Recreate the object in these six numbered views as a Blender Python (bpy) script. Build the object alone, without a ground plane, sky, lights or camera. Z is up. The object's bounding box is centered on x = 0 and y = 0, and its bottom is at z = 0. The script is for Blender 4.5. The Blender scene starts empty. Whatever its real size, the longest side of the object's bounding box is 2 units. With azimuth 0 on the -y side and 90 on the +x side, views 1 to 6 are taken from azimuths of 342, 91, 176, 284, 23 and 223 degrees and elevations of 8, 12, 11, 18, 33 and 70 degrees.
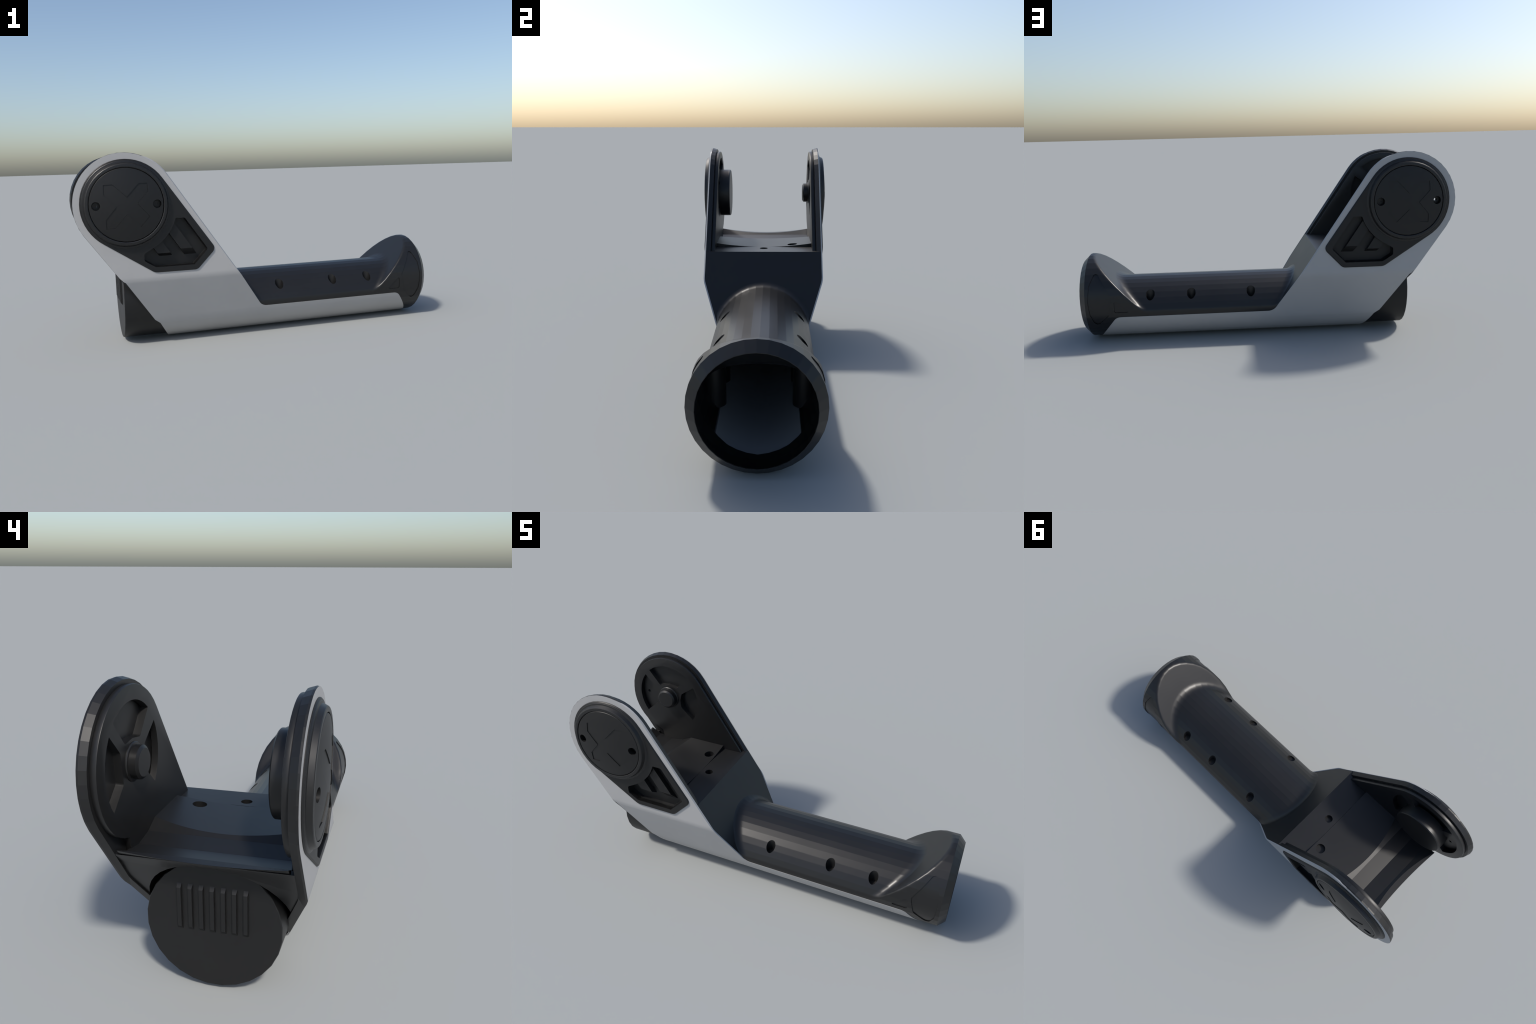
"""Fork-shaped grip handle: a hollow tube with a scooped grip, a pale outer shell
that runs up into two round-ended fork arms, pivot covers, hub, pin and end plug."""
import bpy, bmesh, math
import numpy as np
from mathutils import Vector

# ------------------------------------------------------------------ dimensions
PX, PZ = -0.7455, 0.7455            # pivot axis (parallel to y)
AR, AF = 0.2545, 0.2540                       # arm end radius
NX, NZ = 0.826, 0.564             # normal of the arm's front edge (side view)
TZ, TR = 0.235, 0.2338             # tube axis height, outer radius
GZ, GR = 0.1010, 0.2362             # grip scoop: same radius, lower axis
YA = 0.2990                        # outer face of the arms
SCOOP = 0.478                     # scoop plane: x - z = SCOOP
PLUG_X = -0.775

# ------------------------------------------------------------------ materials
def material(name, col, rough, vary=0.12, spec=0.5, coat=0.0, grain=0.02):
    m = bpy.data.materials.new(name); m.use_nodes = True
    nt = m.node_tree; b = nt.nodes["Principled BSDF"]
    tc = nt.nodes.new("ShaderNodeTexCoord")
    n1 = nt.nodes.new("ShaderNodeTexNoise"); n1.inputs["Scale"].default_value = 5.0
    n1.inputs["Detail"].default_value = 5.0
    nt.links.new(tc.outputs["Object"], n1.inputs["Vector"])
    r = nt.nodes.new("ShaderNodeValToRGB")
    r.color_ramp.elements[0].position = 0.3; r.color_ramp.elements[1].position = 0.7
    r.color_ramp.elements[0].color = [c * (1 - vary) for c in col] + [1]
    r.color_ramp.elements[1].color = [c * (1 + vary) for c in col] + [1]
    nt.links.new(n1.outputs["Fac"], r.inputs["Fac"])
    nt.links.new(r.outputs["Color"], b.inputs["Base Color"])
    mr = nt.nodes.new("ShaderNodeMapRange")
    mr.inputs["To Min"].default_value = rough - 0.04; mr.inputs["To Max"].default_value = rough + 0.04
    nt.links.new(n1.outputs["Fac"], mr.inputs["Value"])
    nt.links.new(mr.outputs["Result"], b.inputs["Roughness"])
    n2 = nt.nodes.new("ShaderNodeTexNoise"); n2.inputs["Scale"].default_value = 260.0
    nt.links.new(tc.outputs["Object"], n2.inputs["Vector"])
    bp = nt.nodes.new("ShaderNodeBump"); bp.inputs["Strength"].default_value = grain
    bp.inputs["Distance"].default_value = 0.001
    nt.links.new(n2.outputs["Fac"], bp.inputs["Height"])
    nt.links.new(bp.outputs["Normal"], b.inputs["Normal"])
    b.inputs["Specular IOR Level"].default_value = spec
    b.inputs["Coat Weight"].default_value = coat
    return m

M_WHITE = material("pale_grey_plastic", (0.372, 0.369, 0.366), 0.50, 0.03, 0.4)
M_DARK = material("charcoal_satin_plastic", (0.0102, 0.0102, 0.0105), 0.40, 0.06, 0.42)
M_GRIP = material("charcoal_gloss_plastic", (0.0105, 0.0105, 0.0108), 0.35, 0.06, 0.42)
M_PANEL = material("charcoal_matt_plastic", (0.0088, 0.0088, 0.0090), 0.46, 0.06, 0.38)

# ------------------------------------------------------------------ helpers
COLL = bpy.context.scene.collection
ROOT = bpy.data.objects.new("fork_handle", None)
COLL.objects.link(ROOT)
ROOT["label"] = "charcoal hollow grip handle with pale grey two-armed fork shell"
ROOT["category"] = "handle"

def new_obj(name, bm, mat=None, parent=ROOT, angle=35):
    bmesh.ops.recalc_face_normals(bm, faces=bm.faces[:])
    me = bpy.data.meshes.new(name); bm.to_mesh(me); bm.free()
    o = bpy.data.objects.new(name, me); COLL.objects.link(o)
    if mat: me.materials.append(mat)
    if parent: o.parent = parent
    smooth(o, angle)
    return o

def smooth(o, angle):
    me = o.data
    me.polygons.foreach_set("use_smooth", [True] * len(me.polygons))
    me.set_sharp_from_angle(angle=math.radians(angle))

def bake(o, angle=35):
    bpy.context.view_layer.update()
    dg = bpy.context.evaluated_depsgraph_get()
    me = bpy.data.meshes.new_from_object(o.evaluated_get(dg))
    o.modifiers.clear(); old = o.data; name = old.name
    o.data = me; bpy.data.meshes.remove(old); me.name = name
    smooth(o, angle)

def boolean(o, cutters, op='DIFFERENCE', angle=35, keep=False):
    if not isinstance(cutters, (list, tuple)): cutters = [cutters]
    for c in cutters:
        m = o.modifiers.new("b", 'BOOLEAN'); m.object = c; m.operation = op; m.solver = 'EXACT'
    bake(o, angle)
    if not keep:
        for c in cutters: bpy.data.objects.remove(c)

def bevel(o, w, seg=2, lim=40, angle=35):
    m = o.modifiers.new("v", 'BEVEL'); m.width = w; m.segments = seg
    m.limit_method = 'ANGLE'; m.angle_limit = math.radians(lim); m.harden_normals = False
    bake(o, angle)

def fillet(pts, seg=6):
    """closed outline: (x, z) or (x, z, radius) -> corners with a radius are rounded"""
    out = []; n = len(pts)
    for i, p in enumerate(pts):
        if len(p) == 2: out.append(p); continue
        a = Vector(pts[i - 1][:2]); c = Vector(p[:2]); b = Vector(pts[(i + 1) % n][:2])
        u = (a - c).normalized(); v = (b - c).normalized()
        ang = u.angle(v); t = p[2] / math.tan(ang / 2)
        p0 = c + u * t; p1 = c + v * t
        cen = c + (u + v).normalized() * (p[2] / math.sin(ang / 2))
        for k in range(seg + 1):
            q = (p0 - cen).lerp(p1 - cen, k / seg).normalized() * p[2]
            out.append(tuple(cen + q))
    return out

def arc(cx, cz, r, a0, a1, n):
    return [(cx + r * math.cos(math.radians(a0 + (a1 - a0) * k / n)),
             cz + r * math.sin(math.radians(a0 + (a1 - a0) * k / n))) for k in range(n + 1)]

def prism_y(name, pts, y0, y1, mat=None, parent=ROOT, pts1=None, angle=35):
    """side outline (x, z) extruded from y0 to y1; pts1 = outline at y1 (taper)"""
    bm = bmesh.new()
    a = [bm.verts.new((x, y0, z)) for x, z in pts]
    b = [bm.verts.new((x, y1, z)) for x, z in (pts1 or pts)]
    bm.faces.new(a); bm.faces.new(b[::-1])
    for i in range(len(a)):
        j = (i + 1) % len(a); bm.faces.new((a[i], b[i], b[j], a[j]))
    return new_obj(name, bm, mat, parent, angle)

def prism_x(name, pts, x0, x1, mat=None, parent=None):
    bm = bmesh.new()
    a = [bm.verts.new((x0, y, z)) for y, z in pts]
    b = [bm.verts.new((x1, y, z)) for y, z in pts]
    bm.faces.new(a); bm.faces.new(b[::-1])
    for i in range(len(a)):
        j = (i + 1) % len(a); bm.faces.new((a[i], b[i], b[j], a[j]))
    return new_obj(name, bm, mat, parent)

def revolve(name, prof, axis, c, n, mat=None, parent=ROOT, angle=35):
    """profile of (radius, height along axis); c = other two coordinates"""
    bm = bmesh.new(); rings = []
    for r, h in prof:
        if r < 1e-6:
            k = [bm.verts.new(place(axis, c, 0, 0, h))]
        else:
            k = [bm.verts.new(place(axis, c, r, 2 * math.pi * (i + .5) / n, h)) for i in range(n)]
        rings.append(k)
    m = len(rings); closed = not (len(rings[0]) == 1 and len(rings[-1]) == 1)
    for s in range(m if closed else m - 1):
        A, B = rings[s], rings[(s + 1) % m]
        for i in range(n):
            j = (i + 1) % n
            if len(A) == 1: bm.faces.new((A[0], B[i], B[j]))
            elif len(B) == 1: bm.faces.new((A[i], A[j], B[0]))
            else: bm.faces.new((A[i], A[j], B[j], B[i]))
    return new_obj(name, bm, mat, parent, angle)

def place(axis, c, r, a, h):
    u, v = c[0] + r * math.cos(a), c[1] + r * math.sin(a)
    return {'x': (h, u, v), 'y': (u, h, v), 'z': (u, v, h)}[axis]

def cyl(axis, c, r, h0, h1, n=32, r1=None, name="cutter", mat=None, parent=None):
    return revolve(name, [(0, h0), (r, h0), (r if r1 is None else r1, h1), (0, h1)], axis, c, n, mat, parent)

def mirrored(o, name=None):
    """copy of a part on the other side (y -> -y)"""
    me = o.data.copy(); me.transform(((1, 0, 0, 0), (0, -1, 0, 0), (0, 0, 1, 0), (0, 0, 0, 1)))
    me.flip_normals()
    c = o.copy(); c.data = me; COLL.objects.link(c)
    return c

def off(d, t):
    """point at distance d across the arm (front +) and t along it, from the pivot"""
    return (PX + NX * d + NZ * t, PZ + NZ * d - NX * t)

def at_z(d, z):
    return (PX + (d - (z - PZ) * NZ) / NX, z)

# ------------------------------------------------------------------ side surface of shell
K = 0.375                                       # lean of the lower flank (dy/dz)
nl = math.hypot(1, K)
def flank(g):
    """outline (y, z) of one flank, offset inwards by g: straight arm, bend, lean, tube"""
    r = TR - g; ya = YA - g
    ty, tz = r / nl, TZ - r * K / nl            # tangent point on the tube circle
    zb = tz + (ya - ty) / K                     # where the lean meets the arm
    a0 = math.degrees(math.atan2(tz - TZ, ty))
    low = [(r * math.cos(math.radians(a0 + (-90 - a0) * k / 14)),
            TZ + r * math.sin(math.radians(a0 + (-90 - a0) * k / 14))) for k in range(15)]
    return fillet([(ya, 1.2), (ya, zb, 0.10), low[0], (0, zb)], 6)[:-2] + low

def u_solid(g, x0=-1.1, x1=1.1):
    f = flank(g)
    return prism_x("u", f + [(-y, z) for y, z in f[::-1][1:]], x0, x1)

def u_skin(g0, g1, x0=-1.1, x1=1.1):
    a, b = flank(g0), flank(g1)
    A = a + [(-y, z) for y, z in a[::-1][1:]]
    B = b + [(-y, z) for y, z in b[::-1][1:]]
    return prism_x("u", A + B[::-1], x0, x1)

# ------------------------------------------------------------------ pale outer shell
outline = ([(-0.512, -0.03), (-0.594, 0.114), (-0.622, 0.136)]
           + arc(PX, PZ, AR, 214.3, 34.3, 30)
           + [at_z(AF, 0.157) + (0.055,), (0.808, 0.155, 0.05), (0.935, 0.0), (0.955, -0.03)])
outline = fillet(outline)
def inset_outline(pts, g_rear, g_front):
    """pull in the outline of the arm: round end and rear edge, and front edge"""
    out = []
    for x, z in pts:
        d = (x - PX) * NX + (z - PZ) * NZ; t = (x - PX) * NZ - (z - PZ) * NX
        fade = max(0, min(1, (z - .35) / .06))
        if t < 0:
            r = math.hypot(d, t); w = max(0, min(1, (.9 - d / r) / .5))
            k = 1 - (g_rear * w + g_front * (1 - w)) / r; d *= k; t *= k
        elif d < -.2: d += g_rear * fade
        elif d > .2: d -= g_front * fade
        out.append((PX + NX * d + NZ * t, PZ + NZ * d - NX * t))
    return out
def loft_y(name, stations, mat=None, parent=None, angle=35):
    """outlines (x, z) of equal length at successive y"""
    bm = bmesh.new(); L = [[bm.verts.new((x, y, z)) for x, z in pts] for y, pts in stations]
    bm.faces.new(L[0]); bm.faces.new(L[-1][::-1])
    for A, B in zip(L, L[1:]):
        for i in range(len(A)):
            j = (i + 1) % len(A); bm.faces.new((A[i], B[i], B[j], A[j]))
    return new_obj(name, bm, mat, parent, angle)
shell = u_skin(0.0, 0.006)
shell.name = shell.data.name = "pale_shell"; shell.parent = ROOT; shell.data.materials.append(M_WHITE)
# give the long front edge more points so the bevel can fade out at the bend
i0 = max(range(len(outline)), key=lambda i: (outline[i][1] > .8, outline[i][0]))
e0, e1 = outline[i0], outline[i0 + 1]
outline[i0 + 1:i0 + 1] = [(e0[0] + (e1[0] - e0[0]) * k, e0[1] + (e1[1] - e0[1]) * k) for k in (.3, .5, .6, .66, .70, .74, .78)]
steps = [(YA, .0015, .005), (YA - .002, .0075, .0033), (YA - .006, .020, 0)]
st = [(y, inset_outline(outline, a, b)) for y, a, b in steps]
boolean(shell, loft_y("c", [(-.31, st[0][1])] + [(-y, o) for y, o in st] + [(y, o) for y, o in st[::-1]] + [(.31, st[0][1])]), 'INTERSECT')

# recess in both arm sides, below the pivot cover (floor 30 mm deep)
rec_top = fillet([(-0.505, 0.668, .008), (-0.460, 0.668, .012), (-0.347, 0.503, .015), (-0.420, 0.428),
                  (-0.616, 0.428, .03), (-0.671, 0.462, .015), (-0.671, 0.497, .012)]
                 ) + arc(PX, PZ, 0.252, 299.5, 335.5, 6)
cx, cz = -0.50, 0.54; FLOOR = 0.262
rec_low = [(cx + (x - cx) * .975, cz + (z - cz) * .975) for x, z in rec_top]
def recess_cutter(s):
    q = [(cx + (x - cx) * 1.01, cz + (z - cz) * 1.01) for x, z in rec_top]
    return prism_y("c", q, s * 0.312, s * FLOOR, parent=None, pts1=rec_low)
def scaled(pts, k):
    return [(cx + (x - cx) * k, cz + (z - cz) * k) for x, z in pts]
def tub_room(s):
    """space in the arm, plate and block that the recess tub fills"""
    return prism_y("c", scaled(rec_top, 1.045), s * 0.312, s * 0.2575, parent=None)
def pin_hole(s, dx, r, y0, y1):
    return cyl('y', (PX + dx, PZ), r, s * y0, s * y1, 20)

# the shell is cut away under the side panels
panel_pts = fillet(arc(PX, PZ, .222, 238.4, 34.3, 30) + [(-0.304, 0.503, .03), (-0.404, 0.400, .035), (-0.622, 0.400, .05)])
bed = [(-.62 + (x + .62) * .97, .63 + (z - .63) * .97) for x, z in panel_pts]
boolean(shell, [prism_y("c", bed, .25, .35, parent=None), prism_y("c", bed, -.35, -.25, parent=None)])

def pocket(poly):
    k = fillet(poly, 4); mx = sum(p[0] for p in k) / len(k); mz = sum(p[1] for p in k) / len(k)
    big = [(mx + (x - mx) * 1.01, mz + (z - mz) * 1.01) for x, z in k]
    small = [(mx + (x - mx) * .97, mz + (z - mz) * .97) for x, z in k]
    return prism_y("c", big, 0.245, 0.275, parent=None, pts1=small)
def pol(r, a): return (PX + r * math.cos(math.radians(a)), PZ + r * math.sin(math.radians(a)))
def pockets(e=0.0):
    return [pocket(arc(PX, PZ, .186 + e, 129, 49, 10) + [pol(.084, 50) + (.012,), pol(.073, 90) + (.01,), pol(.084, 128) + (.012,)]),
        pocket(arc(PX, PZ, .184 + e, 142, 217, 9) + [pol(.090, 213) + (.012,), pol(.080, 180) + (.02,), pol(.098, 150) + (.012,)]),
        pocket(arc(PX, PZ, .186 + e, 29, -37, 8) + [pol(.092, -31) + (.012,), pol(.074, -4) + (.014,), pol(.092, 23) + (.012,)])]
# ------------------------------------------------------------------ fork arms (dark frame behind the shell)
def arm_outline(g, f):
    base = [at_z(-.2425, 0.16)] + arc(PX, PZ, AR, 214.3, 34.3, 20) + [at_z(AF, 0.497), at_z(0.10, 0.497), at_z(0.0, 0.40), at_z(-0.10, 0.16)]
    return inset_outline(base, g, f)
arm = u_skin(0.0006, 0.0285); arm.name = arm.data.name = "fork_arm"; arm.parent = ROOT
arm.data.materials.append(M_DARK)
a_, m_, b_ = arm_outline(.0005, .0068), arm_outline(.0005, .0025), arm_outline(.009, .009)
boolean(arm, loft_y("c", [(.31, a_), (YA - .0006, a_), (.2922, m_), (.268, b_), (.19, b_)]), 'INTERSECT')
boolean(arm, [tub_room(1), pin_hole(1, -.147, .008, .2, .4)] + pockets(.012), angle=8)
arm_b = mirrored(arm)

# inner face plates with three spoke pockets
pr = 0.233
plate_pts = arc(PX, PZ, pr, 255, 34.3, 30) + [at_z(pr, 0.455), (-0.79, 0.455)]
def face_plate(e):
    p = prism_y("arm_face_plate", plate_pts, 0.250, 0.271, M_DARK, angle=20)
    bevel(p, 0.003, 2, 50, 20)
    boolean(p, pockets(e) + [tub_room(1)], angle=25)
    return p
plate = face_plate(0.0)
plate_c = face_plate(0.012); plate_b = mirrored(plate_c); bpy.data.objects.remove(plate_c)

# hub on one side, pin on the other
revolve("pivot_hub", [(0, -.195), (.127, -.195), (.131, -.199), (.131, -.262), (0, -.262)], 'y', (PX, PZ), 36, M_DARK, angle=30)
revolve("pivot_pin", [(0, .215), (.044, .215), (.053, .222), (.053, .244), (.059, .245), (.062, .248), (.062, .27), (0, .27)],
        'y', (PX, PZ), 20, M_DARK, angle=20)

# ------------------------------------------------------------------ side panels with pivot covers
panel = prism_y("side_panel", panel_pts, 0.280, 0.3055, M_PANEL, angle=30)
bevel(panel, 0.004, 1, 60, 30)
boolean(panel, [recess_cutter(1), pin_hole(1, -.147, .008, .2, .4)] + [pin_hole(1, s * .147, .021, .297, .4) for s in (1, -1)], angle=30)
panel_b = mirrored(panel)

tub = prism_y("recess_tub", scaled(rec_top, 1.065), 0.2562, 0.3020, M_PANEL, panel)
boolean(tub, recess_cutter(1), angle=30)
tub_b = mirrored(tub); tub_b.parent = panel_b

def fin(quad):
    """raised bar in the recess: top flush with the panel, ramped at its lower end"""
    (ax, az), (bx, bz), (fx, fz), (ex, ez) = quad        # upper rear, upper front, lower front, lower rear
    t = 0.74
    sx, sz = ax + (ex - ax) * t, az + (ez - az) * t
    gx = bx + (fx - bx) * (sz - bz) / (fz - bz); gz = sz
    top, low = 0.2885, FLOOR - .003
    bm = bmesh.new()
    u = [bm.verts.new((x, top, z)) for x, z in ((ax, az), (bx, bz), (gx, gz), (sx, sz))]
    e = [bm.verts.new((x, FLOOR + .0015, z)) for x, z in ((fx, fz), (ex, ez))]
    l = [bm.verts.new((x, low, z)) for x, z in ((ax, az), (bx, bz), (fx, fz), (ex, ez))]
    for f in ((u[0], u[1], u[2], u[3]), (u[3], u[2], e[0], e[1]), (u[1], l[1], l[2], e[0], u[2]),
              (u[0], u[3], e[1], l[3], l[0]), (u[0], l[0], l[1], u[1]), (e[0], l[2], l[3], e[1]), tuple(l[::-1])):
        bm.faces.new(f)
    return bm
fins = [[(-0.549, 0.607), (-0.521, 0.655), (-0.401, 0.479), (-0.463, 0.478)],
        [(-0.634, 0.541), (-0.590, 0.575), (-0.527, 0.478), (-0.591, 0.478)]]
for q in fins:
    f = new_obj("panel_fin", fin(q), M_PANEL, panel, 20)
    g = mirrored(f); g.parent = panel_b

ring = revolve("cover_ring", [(.219, .303), (.213, .3075), (.206, .3095), (.199, .3245), (.196, .3265), (.186, .3275), (.1825, .326), (.1815, .300)],
               'y', (PX, PZ), 40, M_DARK, angle=18)
disc = revolve("cover_disc", [(0, .3425)] + [(.1775 * k / 10, .3265 + .016 * (1 - (k / 10) ** 2)) for k in range(1, 11)] + [(.1795, .3245), (.1795, .296), (0, .296)], 'y', (PX, PZ), 64, M_PANEL, angle=30)
X = [(-.107, .100), (-.064, .101), (0, .040), (.060, .103), (.103, .104), (.105, .062), (.052, .006), (.108, -.060),
     (.063, -.109), (0, -.045), (-.060, -.111), (-.103, -.113), (-.104, -.068), (-.052, -.008), (-.109, .053)]
cross = prism_y("c", [(PX + x, PZ + z) for x, z in X], .32, .36, parent=None)
boolean(cross, revolve("c", [(0, .3395)] + [(.1775 * k / 10, .3235 + .016 * (1 - (k / 10) ** 2)) for k in range(1, 11)] + [(.1775, .29), (0, .29)], 'y', (PX, PZ), 64, parent=None))
boolean(disc, [cross] + [pin_hole(1, s * .147, .021, .29, .4) for s in (1, -1)], angle=30)
ring_b, disc_b = mirrored(ring), mirrored(disc)
for s, p in ((1, panel), (-1, panel_b)):
    for dx in (.147, -.147):
        o = revolve("cover_screw", [(.0085, s * .296), (.0150, s * .296), (.0150, s * .302), (.0085, s * .302)], 'y', (PX + dx, PZ), 20, M_DARK, p)

# ------------------------------------------------------------------ fork block between the arms
block = u_solid(0.0068); block.name = block.data.name = "fork_block"; block.parent = ROOT; block.data.materials.append(M_DARK)
bp = [at_z(AF - .001, 0.10), at_z(AF - .001, 0.494), (-0.403, 0.494), (-0.403, 0.4705), (-0.842, 0.4705), (-0.842, 0.4925), at_z(-.2440, 0.4925), at_z(-.2440, 0.486), at_z(-.2375, 0.455), at_z(-.2375, 0.10)]
boolean(block, prism_y("c", bp, -.5, .5, parent=None), 'INTERSECT')
boolean(block, [cyl('x', (0, TZ), .240, -1.2, -.60, 40)], angle=30)
boolean(block, [tub_room(1), tub_room(-1)], angle=30)
boolean(block, [cyl('z', (-0.361, 0.0), .021, .462, .52, 24)], angle=30)

# saddle: top plate dished across, with a twelve-sided trough under the pivot
ZF, ZM, SL = 0.474, 0.4855, 0.46        # trough floor, knee height, outer slope
def saddle_mesh():
    bm = bmesh.new(); W = 0.256; ny = 24
    ys = [W * (2 * j / ny - 1) for j in range(ny + 1)]
    base = [-0.404, -0.46, -0.52, -0.58]
    rows = []
    for y in ys:
        z0 = 0.4935 + 0.0195 * (y / W) ** 2
        d = .0775 + (z0 - ZM) / SL
        xs = base + [-0.7475 + d, -0.67, -0.7475, -0.825, -0.7475 - d * .96, at_z(-.2450, z0)[0]]
        zs = [z0] * 5 + [ZM, ZF, ZM, z0, z0]
        rows.append([bm.verts.new((x, y, z)) for x, z in zip(xs, zs)]
                    + [bm.verts.new(at_z(-.236, .470)[:1] + (y, .470)), bm.verts.new((-0.404, y, .470))])
    n = len(rows[0])
    for a, b in zip(rows, rows[1:]):
        for i in range(n):
            j = (i + 1) % n; bm.faces.new((a[i], a[j], b[j], b[i]))
    bm.faces.new(rows[0]); bm.faces.new(rows[-1][::-1])
    return bm
saddle = new_obj("saddle", saddle_mesh(), M_DARK, angle=12)
boolean(saddle, [cyl('z', (-0.442, 0.151), .026, .4735, .56, 24)], angle=12)

# ------------------------------------------------------------------ grip tube
def smin(a, b, k):
    h = np.clip(.5 + .5 * (b - a) / k, 0, 1)
    return b * (1 - h) + a * h - k * h * (1 - h)
def tube_field(x, y, z, ro):
    def gon(zc, r, n):                       # many-sided prism along x, corners on radius r
        d = 2 * math.pi / n; a = np.arctan2(y, z - zc)
        return np.sqrt(y * y + (z - zc) ** 2) * np.cos((a % d) - d / 2) - r * math.cos(d / 2)
    grip = gon(GZ, GR + .0006, 42)
    wedge = (z - (x - SCOOP)) / math.sqrt(2)
    back = (x - PX) * NX + (z - PZ) * NZ - (AF - .002)
    f = smin(smin(grip, wedge, .024), back, .03)
    outer = gon(TZ, ro, 36)
    return -smin(-f, -outer, .010)
xs = np.concatenate([np.linspace(-.45, -.30, 6)[:-1], np.linspace(-.30, .08, 90)[:-1], np.linspace(.08, .60, 30)[:-1],
                     np.linspace(.60, .967, 230), np.linspace(.967, 1.0, 5)[1:]])
nth = 420
th = np.arange(nth) * 2 * math.pi / nth
X_, T_ = np.meshgrid(xs, th, indexing='ij')
RO = 0.2324 - np.clip(X_ - .967, 0, 1) * 1.0
lo = np.zeros_like(X_); hi = np.full_like(X_, .26)
for _ in range(28):
    mid = (lo + hi) / 2
    f = tube_field(X_, mid * np.cos(T_), TZ + mid * np.sin(T_), RO)
    lo = np.where(f < 0, mid, lo); hi = np.where(f < 0, hi, mid)
R_ = np.minimum(lo, RO)
wall = .002 + np.clip((1.0 - X_) * .6, 0, .008) + .011 * np.clip((.90 - X_) / .06, 0, 1)
RI = np.minimum(.2245, R_ - wall)
bm = bmesh.new()
def sheet(R):
    return [[bm.verts.new((x, r * math.cos(t), TZ + r * math.sin(t))) for r, t in zip(row, th)] for x, row in zip(xs, R)]
o_, i_ = sheet(R_), sheet(RI)
for s in (o_, i_):
    for a, b in zip(s, s[1:]):
        for j in range(nth):
            k = (j + 1) % nth; bm.faces.new((a[j], a[k], b[k], b[j]))
for e in (0, -1):
    for j in range(nth):
        k = (j + 1) % nth; bm.faces.new((o_[e][j], o_[e][k], i_[e][k], i_[e][j]))
tube = new_obj("grip_tube", bm, M_GRIP, angle=40)

HOLES = (0.084, 0.408, 0.629)
cut = [cyl('z', (x, s * .171), .0235, .17, .40, 24) for x in HOLES for s in (1, -1)]
# open floor of the tube, behind the end ring
bmf = bmesh.new()
fl = [(-.6, -.15), (.845, -.15), (.862, -.10), (.874, 0), (.862, .10), (.845, .15), (-.6, .15)]
a = [bmf.verts.new((x, y, -.05)) for x, y in fl]; b = [bmf.verts.new((x, y, .115)) for x, y in fl]
bmf.faces.new(a); bmf.faces.new(b[::-1])
for i in range(len(a)):
    j = (i + 1) % len(a); bmf.faces.new((a[i], b[i], b[j], a[j]))
cut.append(new_obj("c", bmf, None, None))
# shallow sunk fields on the flanks of the end
field = fillet([(.912, .405, .015), (.945, .33), (.953, .25), (.947, .17), (.922, .10, .02), (.848, .165, .02), (.826, .262, .02)])
patch = fillet([(.735, .181, .006), (.817, .181, .01), (.814, .258, .01)])
for s in (1, -1):
    for pts, depth in ((field, .0045), (patch, .004)):
        c = prism_y("c", pts, s * .05, s * .30, parent=None)
        boolean(c, cyl('x', (0, TZ), .2326 - depth, .5, 1.2, 96))
        cut.append(c)
boolean(tube, cut, angle=38)
# blind screw bosses inside the tube, under the side holes
for x in HOLES:
    for s in (1, -1):
        o = cyl('z', (x, s * .169), .044, .09, .34, 20, name="screw_boss", mat=M_DARK, parent=tube)
        boolean(o, [cyl('x', (0, GZ), GR - .004, x - .1, x + .1, 96), cyl('x', (0, TZ), .229, x - .1, x + .1, 96)], 'INTERSECT')
        boolean(o, cyl('z', (x, s * .171), .0232, .222, .40, 24))

# ------------------------------------------------------------------ end plug with seven ribs
plug = revolve("end_plug", [(0, PLUG_X), (.2205, PLUG_X), (.2225, PLUG_X + .003), (.2235, -.62), (.2235, -.40), (0, -.40)], 'x', (0, TZ), 28, M_PANEL, angle=20)
bmr = bmesh.new()
w, z0, z1, d = .0085, .205, .376, .010
v = [bmr.verts.new(p) for p in [(PLUG_X + .004, -w, z0), (PLUG_X + .004, w, z0), (PLUG_X + .004, w, z1), (PLUG_X + .004, -w, z1),
                                (PLUG_X - d, -w * .75, z0 + .018), (PLUG_X - d, w * .75, z0 + .018), (PLUG_X - d, w * .75, z1 - .018), (PLUG_X - d, -w * .75, z1 - .018)]]
for f in ((0, 1, 2, 3), (4, 5, 6, 7), (0, 1, 5, 4), (1, 2, 6, 5), (2, 3, 7, 6), (3, 0, 4, 7)):
    bmr.faces.new([v[i] for i in f])
rib = new_obj("plug_rib", bmr, M_PANEL, plug, 20)
rib.location.y = -3 * .0358
for k in range(1, 7):
    c = rib.copy(); c.location.y = (k - 3) * .0358; COLL.objects.link(c)
